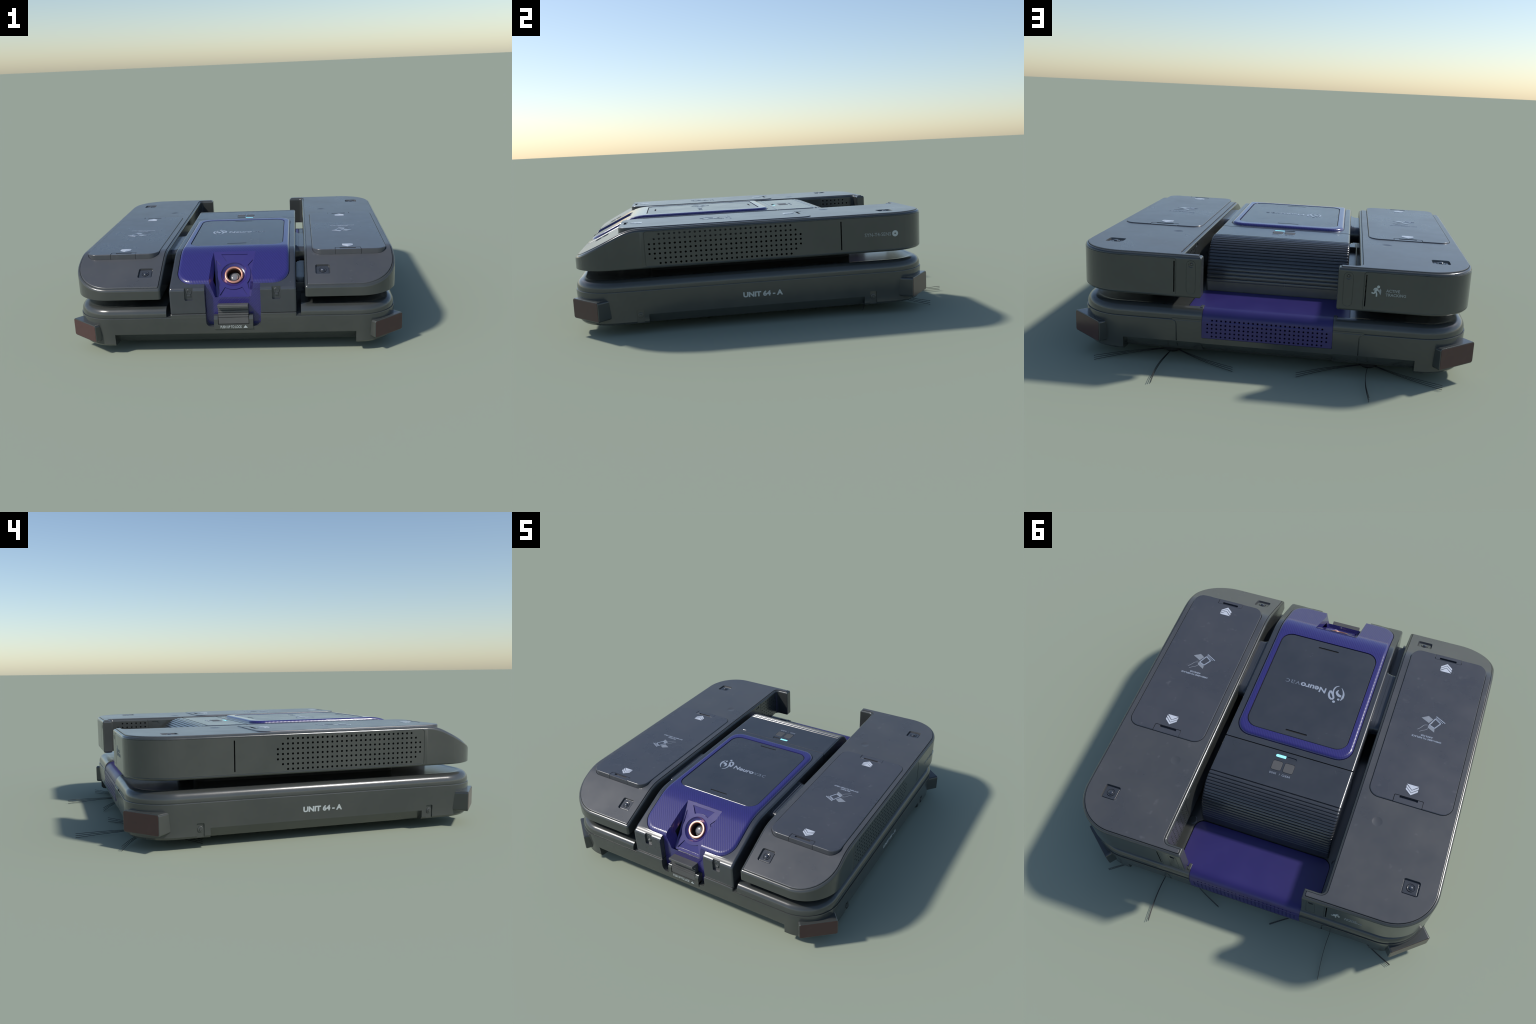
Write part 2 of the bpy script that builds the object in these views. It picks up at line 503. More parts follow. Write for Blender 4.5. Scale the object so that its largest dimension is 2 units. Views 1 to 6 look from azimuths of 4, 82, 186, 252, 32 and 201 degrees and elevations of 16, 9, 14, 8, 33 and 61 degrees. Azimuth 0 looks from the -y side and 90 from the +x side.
# parting lines: panel seam on the rear, front slot
for s in (1, -1):
    path = [(s * 0.405, 0.735, 0.05), (s * 0.405, 0.7835, 0.118), (s * 0.405, 0.7868, 0.158), (s * 0.405, 0.7893, 0.19)]
    path += [(s * (0.405 + 0.022 * (1 - math.cos(t))), 0.790, 0.19 + 0.0235 * math.sin(t)) for t in (0.4, 0.8, 1.2, 1.57)]
    boolean(chassis, bm_tube(path, 0.0030, 6))
    # fill the seam between vent and panel corner so the line starts at the corner
    boolean(chassis, bm_box(min(s * 0.2905, s * 0.424), 0.70, 0.2105, max(s * 0.2905, s * 0.424), 0.7878, 0.2195), 'UNION')
boolean(chassis, bm_box(-0.227, -0.99, 0.1005, 0.227, -0.955, 0.1075))
boolean(chassis, bm_tube([(-0.107, -0.986, 0.1425), (0.107, -0.986, 0.1425)], 0.0016, 6))
for s in (1, -1):
    boolean(chassis, bm_tube([(s * 0.107, -0.986, 0.141), (s * 0.107, -0.986, 0.22)], 0.0016, 6))

# recessed bolt plates low on the sides
for s in (1, -1):
    for y in (-0.6725, 0.4800):
        o = round_poly([(y - 0.0175, 0.054), (y + 0.0175, 0.054), (y + 0.0175, 0.120), (y - 0.0175, 0.120)], 0.005, 2)
        boolean(chassis, bm_prism([(s * 0.8685, p.x, p.y) for p in o], (s * 0.03, 0, 0)))
        b = join_bm([bm_lathe((s * 0.8655, y, 0.091), (s, 0, 0), [(0.0135, 0), (0.0135, 0.0055), (0.011, 0.007)], 24),
                     bm_lathe((s * 0.8665, y, 0.091), (s, 0, 0), [(0.007, 0), (0.007, 0.0085), (0.006, 0.0095)], 6)])
        finish(b, "bolt", SHELL, chassis)

# posts that carry the latch
for s in (1, -1):
    o = round_poly([(-0.9845, 0.145), (-0.9845, 0.2), (-0.975, 0.219), (-0.945, 0.219), (-0.93, 0.20), (-0.93, 0.145)], [0, 0.01, 0.01, 0.01, 0.01, 0], 3)
    x0, x1 = sorted((s * 0.0845, s * 0.106))
    b = bm_prism([(x0, p.x, p.y) for p in o], (x1 - x0, 0, 0))
    finish(b, "latch_post", SHELL, chassis)
plate = bm_box(-0.106, -0.9855, 0.1435, 0.106, -0.955, 0.1705, 0.002)
finish(plate, "latch_plate", SHELL, chassis)

# deck bosses beside the dust box
for s in (1, -1):
    b = bm_lathe((s * 0.383, 0.497, 0.259), (0, 0, 1), [(0.024, 0), (0.024, 0.006), (0.021, 0.008), (0.017, 0.008), (0.016, 0.0055), (0.004, 0.0055)], 28)
    finish(b, "deck_boss", SHELL, chassis)
    b = bm_slab(rect(min(s * 0.2895, s * 0.306), 0.722, max(s * 0.2895, s * 0.306), 0.757, 0.006, 3), bevel_prof(0.250, 0.270, 0, 0.003))
    finish(b, "tray_clip", SHELL, chassis)

# inner skirt between deck and pods
for s in (1, -1):
    o = round_poly([(s * 0.50, -0.62), (s * 0.64, -0.62), (s * 0.64, 0.44), (s * 0.50, 0.44)], 0.06, 4)
    b = bm_slab(o, [(0, 0.250), (0.004, 0.29), (0, 0.320)])
    finish(b, "pod_mount", RUBBER, chassis)

# ---- corner bumpers with red reflectors
def bumper(tl, tr, zb, zt):
    tl, tr = Vector(tl), Vector(tr)
    u = (tr - tl); w = u.length; u.normalize()
    n = Vector((u.y, -u.x))
    if n.dot((tl + tr) / 2) < 0: n = -n
    c = (tl + tr) / 2
    M = frame((c.x, c.y, (zb + zt) / 2), (u.x, u.y, 0), (0, 0, 1))
    sgn = 1 if (M.to_3x3() @ Vector((0, 0, 1))).dot(Vector((n.x, n.y, 0))) > 0 else -1
    h = zt - zb
    out = rect(-w / 2, -h / 2, w / 2, h / 2, 0.012, 4)
    def ring(d, z): return [tuple(M @ Vector((p.x, p.y, z * sgn))) for p in inset(out, d)]
    bm = bm_loft([ring(0.004, -0.16), ring(0.001, -0.05), ring(0, -0.0035), ring(0.001, -0.001), ring(0.003, 0)])
    bp = finish(bm, "bumper", SHELL, ROOT)
    bm = bm_loft([ring(0.0045, -0.006), ring(0.0045, 0.0008), ring(0.0055, 0.0014)])
    finish(bm, "reflector", RED, bp)
for s in (1, -1):
    bumper((s * 0.757, -0.9975), (s * 0.9185, -0.8635), 0.0795, 0.1785)
    bumper((s * 0.7545, 0.8045), (s * 0.9185, 0.6710), 0.0805, 0.1805)

# ================================================================== REAR VENT + TRAY
sh = [(0.004, 0.2165), (0.0015, 0.2165)]
vp = [(0.70, 0.2650), (0.733, 0.2650), (0.746, 0.2640), (0.757, 0.2602), (0.7670, 0.2540), (0.7750, 0.2460), (0.7808, 0.2370), (0.7835, 0.2270), (0.7845, 0.2165),
      (0.7885, 0.21), (0.7885, 0.1365), (0.7865, 0.1353), (0.755, 0.1353), (0.755, 0.228), (0.70, 0.246)]
bm = bm_loft([[(x, y, z) for y, z in vp] for x in (-0.2895, 0.2895)])
vent = finish(bm, "rear_tray", MATTE, ROOT, 40)
holes = []
for r in range(5):
    n = 25 if r in (0, 4) else 27
    for i in range(n):
        x = (i - (n - 1) / 2) * 0.02034
        holes.append(bm_cyl((x, 0.80, 0.1832 + (2 - r) * 0.0183), (0, -1, 0), 0.0043, 0.0043, 0.08, 10))
o = round_poly([(-0.3605, 0.4845), (0.3605, 0.4845), (0.3605, 0.739), (0.2888, 0.739), (0.2888, 0.720), (-0.2888, 0.720), (-0.2888, 0.739), (-0.3605, 0.739)],
               [0.047, 0.047, 0.010, 0, 0, 0, 0, 0.010], 4)
boolean(vent, bm_slab(o, [(0, 0.245), (0, 0.2634), (0.0015, 0.2650)]), 'UNION', 'EXACT')
boolean(vent, join_bm(holes))
bm = bm_box(-0.2885, 0.6915, 0.14, 0.2885, 0.696, 0.235)
finish(bm, "vent_backing", RUBBER, vent)

# ================================================================== CENTRAL UNIT
UX = 0.3410
def unit_side(y0, y1, front):
    """Side outline (y, z) of a central block."""
    pts = []
    if front:
        pts += [(-0.9765, 0.2340), (-0.9765, 0.357), (-0.9755, 0.3640), (-0.9725, 0.3705), (-0.9680, 0.3758), (-0.9615, 0.3798), (-0.9540, 0.3838)]
        y = -0.944
        pts.append((y, nose(y)))
    for yy in YS[1:]:
        pts.append((yy, nose(yy) - 0.0005))
    pts.append((y1, 0.5075))
    pts.append((y1, 0.235)); pts.append((-0.80, 0.2340))
    return pts

def side_loft(pts, xs):
    """Extrude a (y,z) outline along x; xs = list of (x, inset)."""
    P = [Vector(p) for p in pts]
    if area2(P) < 0: P.reverse()
    rings = []
    for x, d in xs:
        rings.append([(x, p.x, p.y) for p in inset(P, d)])
    return bm_loft(rings)
EDGE = [(-UX, 0.013), (-UX + 0.001, 0.008), (-UX + 0.004, 0.0035), (-UX + 0.008, 0.001), (-UX + 0.013, 0),
        (UX - 0.013, 0), (UX - 0.008, 0.001), (UX - 0.004, 0.0035), (UX - 0.001, 0.008), (UX, 0.013)]
def edge_loft(pts):
    """side_loft with rounded top edges only (bottom vertices keep their height)."""
    P = [Vector(p) for p in pts]
    if area2(P) < 0: P.reverse()
    rings = []
    for x, d in EDGE:
        q = inset(P, d)
        rings.append([(x, b.x if (a.x > -0.95) else a.x + (b.x - a.x) * 0.6, b.y if a.y > 0.30 else a.y) for a, b in zip(P, q)])
    return bm_loft(rings)
housing = finish(edge_loft(unit_side(-0.9765, 0.0925, True)), "unit_housing", UNIT, ROOT, 30)
boolean(housing, bm_box(-0.1500, -1.02, 0.15, 0.1500, -0.87, 0.55))
# bolt slots on the tower fronts
for s in (1, -1):
    o = round_poly([(s * 0.2355 - 0.0235, 0.307), (s * 0.2355 + 0.0235, 0.307), (s * 0.2355 + 0.0235, 0.40), (s * 0.2355 - 0.0235, 0.40)], 0.008, 3)
    boolean(housing, bm_prism([(p.x, -1.0, p.y) for p in o], (0, 0.0350, 0)))
    b = join_bm([bm_lathe((s * 0.2355, -0.9625, 0.352), (0, -1, 0), [(0.0165, 0), (0.0165, 0.003), (0.015, 0.0045), (0.008, 0.0045), (0.007, 0.003), (0.002, 0.003)], 24),
                 bm_box(s * 0.2355 - 0.010, -0.9705, 0.328, s * 0.2355 + 0.010, -0.964, 0.338, 0.002)])
    finish(b, "tower_bolt", UNIT, housing)

# ribbed rear dust box: ellipse side profile stepped into overlapping ribs
def dust_profile(ribs=True):
    pts = [(0.0955, 0.235), (0.0955, 0.5040), (0.0963, 0.5056), (0.0990, 0.5072)]
    pts.append((0.305, 0.5072))
    cy, cz, a, b = 0.305, 0.250, 0.1770, 0.2572
    N = 17
    th0, th1 = math.pi / 2, 0.20
    for i in range(N):
        t0 = th0 + (th1 - th0) * (i / N) ** 0.92
        t1 = th0 + (th1 - th0) * ((i + 1) / N) ** 0.92
        def E(t, k=0.0):
            sup = 0.90                      # superellipse: fuller shoulder than an ellipse
            return (cy + (a - k) * math.cos(t) ** sup, cz + (b - k) * math.sin(t) ** sup)
        tm = lambda f: t0 + (t1 - t0) * f
        pts += [E(tm(0.02), 0.0052), E(tm(0.09), 0.0052), E(tm(0.30), 0.0004), E(tm(0.60), -0.0006), E(tm(0.93), 0.0004), E(tm(0.99), 0.0022)]
    pts += [(cy + a - 0.001, 0.262), (cy + a - 0.008, 0.246)]
    return pts
def dust_loft():
    P = [Vector(p) for p in dust_profile()]
    ctr = Vector((0.25, 0.30))
    rings = []
    for x, d in EDGE:
        r = []
        for p in P:
            q = p.copy()
            if p.x > 0.30:
                v = (p - ctr).normalized(); q = p - v * d
            elif p.y > 0.4:
                q = Vector((p.x, p.y - d))
            r.append((x, q.x, q.y))
        rings.append(r)
    bm = bm_loft(rings)
    return bm
dust = finish(dust_loft(), "dust_box", UNIT, ROOT, 28)
# arrow outlines either side, status light slot, button wells
for s in (1, -1):
    tri = round_poly([(s * 0.272, 0.1455), (s * 0.2965, 0.1165), (s * 0.2480, 0.1165)], 0.005, 2)
    boolean(dust, bm_tube([(p.x, p.y, 0.5078) for p in tri], 0.0010, 6, closed=True))
cap = rect(-0.0545, 0.1178, 0.0545, 0.1342, 0.0081, 4)
boolean(dust, bm_slab(cap, [(0, 0.5030), (0, 0.52)]))
for x in (0.031, -0.031):
    boolean(dust, bm_slab(rect(x - 0.0265, 0.1545, x + 0.0265, 0.2105, 0.010, 3), [(0, 0.5040), (0, 0.52)]))
    slab("button", rect(x - 0.0250, 0.156, x + 0.0250, 0.209, 0.009, 4), bevel_prof(0.500, 0.5078, 0, 0.0015), BUTTON, dust)
o = round_poly([(0.002, 0.1185), (0.0538, 0.1185), (0.0538, 0.1335), (0.002, 0.1335)], [0.001, 0.0072, 0.0072, 0.001], 4)
slab("status_light", o, [(0, 0.500), (0, 0.5058), (0.0008, 0.5064)], LED, dust)
finish(join_bm([text_bm("DOCK", 0.0145, frame((0.054, 0.2330, 0.5073), (-1, 0, 0), (0, -1, 0)), width=0.035),
                text_bm("I", 0.0145, frame((0.0045, 0.2330, 0.5073), (-1, 0, 0), (0, -1, 0))),
                text_bm("CLEAR", 0.0145, frame((-0.010, 0.2330, 0.5073), (-1, 0, 0), (0, -1, 0)), width=0.044)]),
       "button_lettering", PRINTB, dust)
# unit interior block between housing and deck
finish(bm_box(-0.318, -0.80, 0.225, 0.318, 0.44, 0.258), "unit_base", RUBBER, ROOT)

# ---- purple lid
LH = 0.0110
lid_out = round_poly([(-0.3055, -0.9440), (0.3055, -0.9440), (0.3055, 0.0575), (-0.3055, 0.0575)], [0.088, 0.088, 0.078, 0.078], 5)
boolean(housing, bm_slab(inset(lid_out, -0.0025), [(0, FLAT - 0.012), (0, FLAT + 0.05)], warp_top, YS))
ztop = FLAT + LH
lp = [(0.0, FLAT - 0.035), (0, ztop - 0.0160), (0.0011, ztop - 0.0105), (0.0038, ztop - 0.0058), (0.0080, ztop - 0.0023), (0.0135, ztop - 0.0005), (0.0200, ztop)]
lid = slab("lid", lid_out, lp, TWILL, ROOT, warp_top, YS + [-0.85, -0.80], 30)
# apron: lid front wraps down behind the latch
ap = [(-0.88, 0.145), (-0.944, 0.145), (-0.943, 0.30), (-0.9425, 0.372), (-0.9405, 0.384), (-0.9370, 0.3925), (-0.932, 0.3975), (-0.88, 0.41)]
bm = bm_loft([[(x, y, z) for y, z in ap] for x in (-0.1485, 0.1485)])
boolean(lid, bm, 'UNION')
# nozzle recess: 45-degree floor with leaning walls
A = Vector((0, -0.729, 0.5045)); Bf = Vector((0, -0.930, 0.300))
v = (A - Bf).normalized(); nrm = Vector((0, -v.z, v.y))   # out of the floor
RC = Vector((0, -0.8270, 0.0)); RC.z = A.z + (RC.y - A.y) * (v.z / v.y)
rec = []
def P3(x, p): return (x, p.y, p.z)
A2 = A + v * 0.004
B2 = Bf - v * 0.0
bot = [P3(-0.0835, B2), P3(0.0835, B2), P3(0.117, A2), P3(-0.117, A2)]
B3 = Bf + nrm * 0.16; A3 = A2 + nrm * 0.16
topq = [P3(-0.150, B3), P3(0.150, B3), P3(0.124, A3), P3(-0.124, A3)]
bot = [tuple(Vector(p) - nrm * 0.018) for p in bot]
bmr = bm_loft([bot, topq])
bmh = bmr.copy()
boolean(lid, bmr)
for p in bmh.verts: p.co -= nrm * 0.085
boolean(housing, bmh)
lid.data.materials.clear(); lid.data.materials.append(TWILL); lid.data.materials.append(GLOSS)
# the recess floor and walls are plain gloss, without weave
for p in lid.data.polygons:
    c = p.center
    dd = (c - RC).dot(nrm)
    if abs(c.x) < 0.1235 and dd < 0.075 and -0.9335 < c.y < -0.72 and c.z > 0.295 and c.z < nose(c.y) + LH - 0.004 and not (abs(p.normal.y + 1) < 0.02):
        p.material_index = 1
shade(lid)

# nozzle face: floor plate with bowl and four sunken pockets
FM = frame(RC, (1, 0, 0), v)         # local x right, y up the slope, z out
def floor_w(vv):                     # half width of the floor at slope position vv
    t = (vv + 0.1435) / 0.283
    return 0.0895 + (0.1178 - 0.0895) * t
def fl_bm(o, z0, z1):
    bm = bm_loft([[(p[0], p[1], z0) for p in o], [(p[0], p[1], z1) for p in o]])
    bmesh.ops.transform(bm, matrix=FM, verts=bm.verts[:]); return bm
vb, vt = -0.1420, 0.1428
plate_o = round_poly([(-floor_w(vb) - 0.0005, vb), (floor_w(vb) + 0.0005, vb), (floor_w(vt) + 0.0005, vt), (-floor_w(vt) - 0.0005, vt)], [0.014, 0.014, 0.002, 0.002], 3)
face = finish(fl_bm(plate_o, -0.0175, -0.0005), "nozzle_face", GLOSS, lid, 30)
boolean(lid, fl_bm(disc((0, 0), 0.0525, 40), -0.095, 0.0006))
lid.data.materials.append(GLOSS) if len(lid.data.materials) < 2 else None
bmb = bm_lathe((0, 0, -0.02), (0, 0, 1), [(0.0515, -0.01), (0.0515, 0.0068), (0.0600, 0.0078), (0.0680, 0.0125), (0.0730, 0.0195), (0.0740, 0.04)], 48)
bmesh.ops.transform(bmb, matrix=FM, verts=bmb.verts[:])
boolean(face, bmb)
def arc(r, a0, a1, k=8):
    return [Vector((r * math.cos(a0 + (a1 - a0) * i / k), r * math.sin(a0 + (a1 - a0) * i / k))) for i in range(k + 1)]
def pocket(o):
    """Shallow pocket in the nozzle face with outline o."""
    lo, hi = [], []
    for p in o:
        lo.append((p[0], p[1], -0.0105)); hi.append((p[0], p[1], 0.02))
    bm = bm_loft([lo, hi])
    bmesh.ops.transform(bm, matrix=FM, verts=bm.verts[:]); return bm
R = 0.0920
pk_top = [Vector((0.0745, 0.1250)), Vector((-0.0745, 0.1250))] + arc(R, math.radians(119), math.radians(61))
pk_bot = [Vector((-0.0765, -0.1280)), Vector((0.0765, -0.1280))] + arc(R, math.radians(-59), math.radians(-121))
pk_l = [Vector((-0.1030, 0.0900)), Vector((-0.0850, -0.0960))] + arc(R, math.radians(216), math.radians(144))
pk_r = [Vector((-p.x, p.y)) for p in pk_l]
for o in (pk_top, pk_bot, pk_l, pk_r):
    boolean(face, pocket(o))
    # sunken facet in the pocket
    hi = []
    oo = inset(o if area2(o) > 0 else list(reversed(o)), 0.0006)
    for p in oo:
        y0 = min(q[1] for q in oo); y1 = max(q[1] for q in oo)
        hi.append((p[0], p[1], -0.0078 + 0.0035 * (p[1] - y0) / (y1 - y0)))
    bm = bm_loft([[(p[0], p[1], -0.0115) for p in oo], hi])
    bmesh.ops.triangulate(bm, faces=[f for f in bm.faces if len(f.verts) > 4])
    bmesh.ops.transform(bm, matrix=FM, verts=bm.verts[:])
    finish(bm, "nozzle_facet", GLOSS, face, 20)
# copper ring, bore and lens
ringp = [(0.0385, -0.012), (0.0385, 0.0035), (0.0392, 0.0058), (0.0408, 0.0069), (0.0485, 0.0071), (0.0512, 0.0062), (0.0528, 0.0040), (0.0532, 0.0010), (0.0532, -0.012)]
bm = bm_lathe((0, 0, -0.0100), (0, 0, 1), ringp + [ringp[0]], 56, False, False)
bmesh.ops.remove_doubles(bm, verts=bm.verts[:], dist=1e-6)
bmesh.ops.transform(bm, matrix=FM, verts=bm.verts[:])
finish(bm, "copper_ring", COPPER, face, 60)
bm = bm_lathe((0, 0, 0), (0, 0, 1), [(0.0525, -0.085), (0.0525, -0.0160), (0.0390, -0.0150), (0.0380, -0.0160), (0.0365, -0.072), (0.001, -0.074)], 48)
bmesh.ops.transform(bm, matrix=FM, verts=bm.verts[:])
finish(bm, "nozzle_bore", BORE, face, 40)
bm = bm_lathe((0, 0, 0), (0, 0, 1), [(0.0340, -0.078), (0.0340, -0.050), (0.0325, -0.044), (0.0280, -0.041), (0.0245, -0.0405), (0.0225, -0.0355), (0.019, -0.0325), (0.012, -0.0310), (0.002, -0.0305)], 40)
bmesh.ops.transform(bm, matrix=FM, verts=bm.verts[:])
finish(bm, "nozzle_lens", LENS, face, 50)

# ---- dark display panel on the lid
PZ = FLAT + LH - 0.0018
pan = round_poly([(-0.2700, -0.6330), (0.2700, -0.6330), (0.2700, 0.0085), (-0.2700, 0.0085)], 0.062, 5)
boolean(lid, bm_slab(pan, [(0, FLAT - 0.004), (0, FLAT + 0.06)]))
lid_panel = slab("lid_panel", inset(pan, 0.0035), [(0, FLAT - 0.006), (0, PZ - 0.0015), (0.002, PZ)], GLASSPANEL, lid)
gs = inset(pan, 0.0004)
slab("panel_gasket", gs, [(0, FLAT - 0.008), (0, PZ - 0.0035)], RUBBER, lid)
for y in (-0.586, -0.0255):
    boolean(lid_panel, bm_slab(rect(-0.057, y - 0.0045, 0.057, y + 0.0045, 0.004, 3), [(0, PZ - 0.004), (0, PZ + 0.01)]))
# wordmark
TM = frame((-0.0665, -0.3345, PZ), (1, 0, 0), (0, 1, 0))
finish(text_bm("Neuro", 0.046, TM, offset=0.0012, width=0.140), "wordmark", PRINTB, lid_panel)
TM = frame((0.0775, -0.3345, PZ), (1, 0, 0), (0, 1, 0))
finish(text_bm("vac", 0.050, TM, offset=-0.0009, width=0.079), "wordmark_thin", FAINT2, lid_panel)
k = 0.00022
S = [(-0.1257, -0.3723), (-0.1104, -0.3606), (-0.1042, -0.3403), (-0.1076, -0.3179), (-0.1163, -0.2974)]
loop = [(-0.0895, -0.3301), (-0.0877, -0.306), (-0.0974, -0.2858), (-0.1113, -0.2787), (-0.1173, -0.2899), (-0.11, -0.3057), (-0.099, -0.3202)]
cres = [(-0.1414, -0.3632), (-0.1549, -0.3443), (-0.1619, -0.3258), (-0.1622, -0.305), (-0.1564, -0.2835)]
swirl = [(-0.1298, -0.3463), (-0.1248, -0.3289), (-0.1359, -0.3144), (-0.1523, -0.3095)]
shapes = [ribbon(S, [12 * k, 26 * k, 32 * k, 34 * k, 34 * k], 5), ribbon(loop[:4], [40 * k, 48 * k, 50 * k, 50 * k], 5),
          ribbon(loop[3:] + loop[:1], [50 * k, 44 * k, 44 * k, 46 * k, 40 * k], 5),
          ribbon(cres, [8 * k, 30 * k, 45 * k, 52 * k, 10 * k], 5), ribbon(swirl, [10 * k, 55 * k, 70 * k, 60 * k], 5),
          disc((-0.1442, -0.2872), 30 * k), disc((-0.1247, -0.2668), 34 * k)]
finish(decal(shapes, frame((0, 0, PZ), (1, 0, 0), (0, 1, 0))), "emblem", PRINTB, lid_panel)

# ---- latch
lat = [(-0.952, 0.262), (-0.958, 0.2775), (-0.992, 0.2845), (-0.9955, 0.2830), (-0.9955, 0.2685), (-0.975, 0.262)]
body = [(-0.940, 0.174), (-0.976, 0.1715), (-0.9815, 0.1735), (-0.9825, 0.178), (-0.9805, 0.2075)]
z = 0.2075
for i in range(4):
    z0 = 0.2085 + i * 0.0125
    yf = -0.9795 + i * 0.0035
    body += [(yf + 0.005, z0), (yf + 0.005, z0 + 0.0025), (yf, z0 + 0.0035), (yf + 0.0008, z0 + 0.0115)]
body += [(-0.966, 0.2605), (-0.992, 0.2680), (-0.9945, 0.2695), (-0.9950, 0.2820), (-0.9930, 0.2845), (-0.955, 0.2785), (-0.938, 0.2765), (-0.933, 0.262), (-0.94, 0.20)]
lb = bm_loft([[(x, y, zz) for y, zz in body] for x in (-0.0815, 0.0815)])
latch = finish(lb, "latch", BUTTON, ROOT, 30)
finish(text_bm("PUSH UP TO LOCK", 0.021, frame((-0.0715, -0.9857, 0.1500), (1, 0, 0), (0, 0, 1)), offset=0.0003, width=0.116), "latch_lettering", PRINT, latch)
finish(decal([[Vector((0.0525, 0.0)), Vector((0.0760, 0.0)), Vector((0.0642, 0.0150))]], frame((0, -0.9857, 0.1505), (1, 0, 0), (0, 0, 1))),
       "latch_arrow", PRINT, latch)

# ================================================================== HINGES
for s in (1, -1):
    o = round_poly([(-0.578, 0.385), (-0.20, 0.385), (-0.20, 0.4815), (-0.578, 0.4815)], [0.047, 0.047, 0.047, 0.030], 5)
    a, b = (0.325, 0.349), (0.345, 0.42)
    o2 = inset(o, -0.005)
    bm = join_bm([bm_prism([(s * 0.325, p.x, p.y) for p in o2], (s * 0.0235, 0, 0)),
                  bm_prism([(s * 0.345, p.x, p.y) for p in inset(o, 0.0)], (s * 0.015, 0, 0)),
                  bm_prism([(s * 0.3605, p.x, p.y) for p in inset(o, 0.003)], (s * 0.06, 0, 0))])
    finish(bm, "pod_arm", UNIT, ROOT, 30)
    finish(bm_box(min(s * 0.335, s * 0.386), -0.655, 0.235, max(s * 0.335, s * 0.386), -0.545, 0.292, 0.004), "arm_stop", UNIT, ROOT, 30)
# ================================================================== SIDE PODS (built at +x, mirrored)
def pod_plan(d, r_in=0.014):
    """Pod plan outline moved inwards by d, with the corner radii adjusted to match."""
    pts = [(0.3885 + d, -0.9755 + d), (0.8845 - d, -0.9755 + d), (0.8845 - d, 0.7875 - d), (0.2965 + d, 0.7875 - d), (0.2965 + d, 0.7370 + d), (0.3885 + d, 0.7370 + d)]
    return round_poly(pts, [max(0.005, r_in - d), 0.205 - d, 0.215 - d, max(0.004, 0.007 - d), max(0.003, 0.004 - d), 0.020 + d], 4)
pod_out = pod_plan(0)
T = 0.5075
pp = [(0.012, ZB), (0.005, ZB + 0.002), (0.0015, ZB + 0.006), (0, ZB + 0.011), (0, T - 0.015), (0.0012, T - 0.0095),
      (0.004, T - 0.0055), (0.0075, T - 0.0035), (0.0115, T - 0.0028)]
rings = [[(p.x, p.y, zz) for p in pod_plan(d)] for d, zz in pp]
assert len(set(len(r_) for r_ in rings)) == 1
bm = bm_loft(rings)
for y in YS + [-0.965, -0.95, -0.90, -0.85, -0.80]:
    bmesh.ops.bisect_plane(bm, geom=bm.verts[:] + bm.edges[:] + bm.faces[:], dist=1e-6, plane_co=(0, y, 0), plane_no=(0, 1, 0))
for p in bm.verts: p.co = warp_pod(p.co)
pod = finish(bm, "side_pod", SHELL, ROOT, 30)
# seat for the top cap, cap
cap_out = pod_plan(0.0120)
boolean(pod, bm_slab(cap_out, [(0, FLAT - 0.012), (0, FLAT + 0.05)], warp_top, YS))
cp = [(0, FLAT - 0.022), (0, FLAT - 0.002), (0.001, FLAT + 0.0002), (0.003, FLAT + 0.0012)]
cap_o = slab("pod_cap", pod_plan(0.0140), cp, CAP, pod, warp_top, YS, 30)
# outer speaker grille
hs = []
for r in range(7):
    n = {0: 27, 6: 27, 1: 29, 5: 29}.get(r, 31)
    for i in range(n):
        y = -0.2445 + (i - (n - 1) / 2) * 0.02424
        hs.append(bm_cyl((0.90, y, 0.4101 + (3 - r) * 0.02313), (-1, 0, 0), 0.0053, 0.0053, 0.10, 10))
boolean(pod, join_bm(hs))
# inner grille near the tail
hs = []
for r in range(7):
    n = [6, 7, 8, 8, 8, 7, 6][r]
    for i in range(n):
        hs.append(bm_cyl((0.380, 0.527 + i * 0.0272, 0.4795 - r * 0.0230), (1, 0, 0), 0.0048, 0.0048, 0.07, 10))
boolean(pod, join_bm(hs))
boolean(pod, bm_tube([(0.3885, 0.510, 0.325), (0.3885, 0.510, 0.50)], 0.0022, 6))
o = rect(0.446, 0.4745, 0.487, 0.4895, 0.007, 4)
boolean(pod, bm_prism([(0.380, p.x, p.y) for p in o], (0.012, 0, 0)))
# vertical sensor slots (side and tail)
boolean(pod, bm_box(0.810, 0.3187, 0.340, 0.90, 0.3245, 0.4803))
boolean(pod, bm_box(0.4145, 0.715, 0.341, 0.4200, 0.80, 0.4815))
# side panel parting line: wraps from the nose end of the grille round the tail
def along(z, rev=False):
    pts = [(0.8845, y, z) for y in (-0.618, -0.3, 0.0, 0.3, 0.55)]
    for i in range(1, 16):
        a = math.pi / 2 * i / 16
        pts.append((0.6695 + 0.215 * math.cos(a), 0.5725 + 0.215 * math.sin(a), z))
    pts += [(0.65, 0.7875, z), (0.52, 0.7875, z), (0.420, 0.7875, z)]
    return list(reversed(pts)) if rev else pts
zt, zb_ = 0.4935, 0.3275
def corner(cy, cz, plane, a0, a1, r=0.012):
    out = []
    for i in range(1, 5):
        a = a0 + (a1 - a0) * i / 5
        u, w = cy + r * math.cos(a), cz + r * math.sin(a)
        out.append((0.8845, u, w) if plane == 'x' else (u, 0.7875, w))
    return out
r = 0.012
path = along(zt)
path += corner(0.420, zt - r, 'y', math.pi / 2, math.pi)
path += [(0.408, 0.7875, zt - 0.03), (0.408, 0.7875, zb_ + 0.03)]
path += corner(0.420, zb_ + r, 'y', math.pi, 1.5 * math.pi)
path += along(zb_, True)
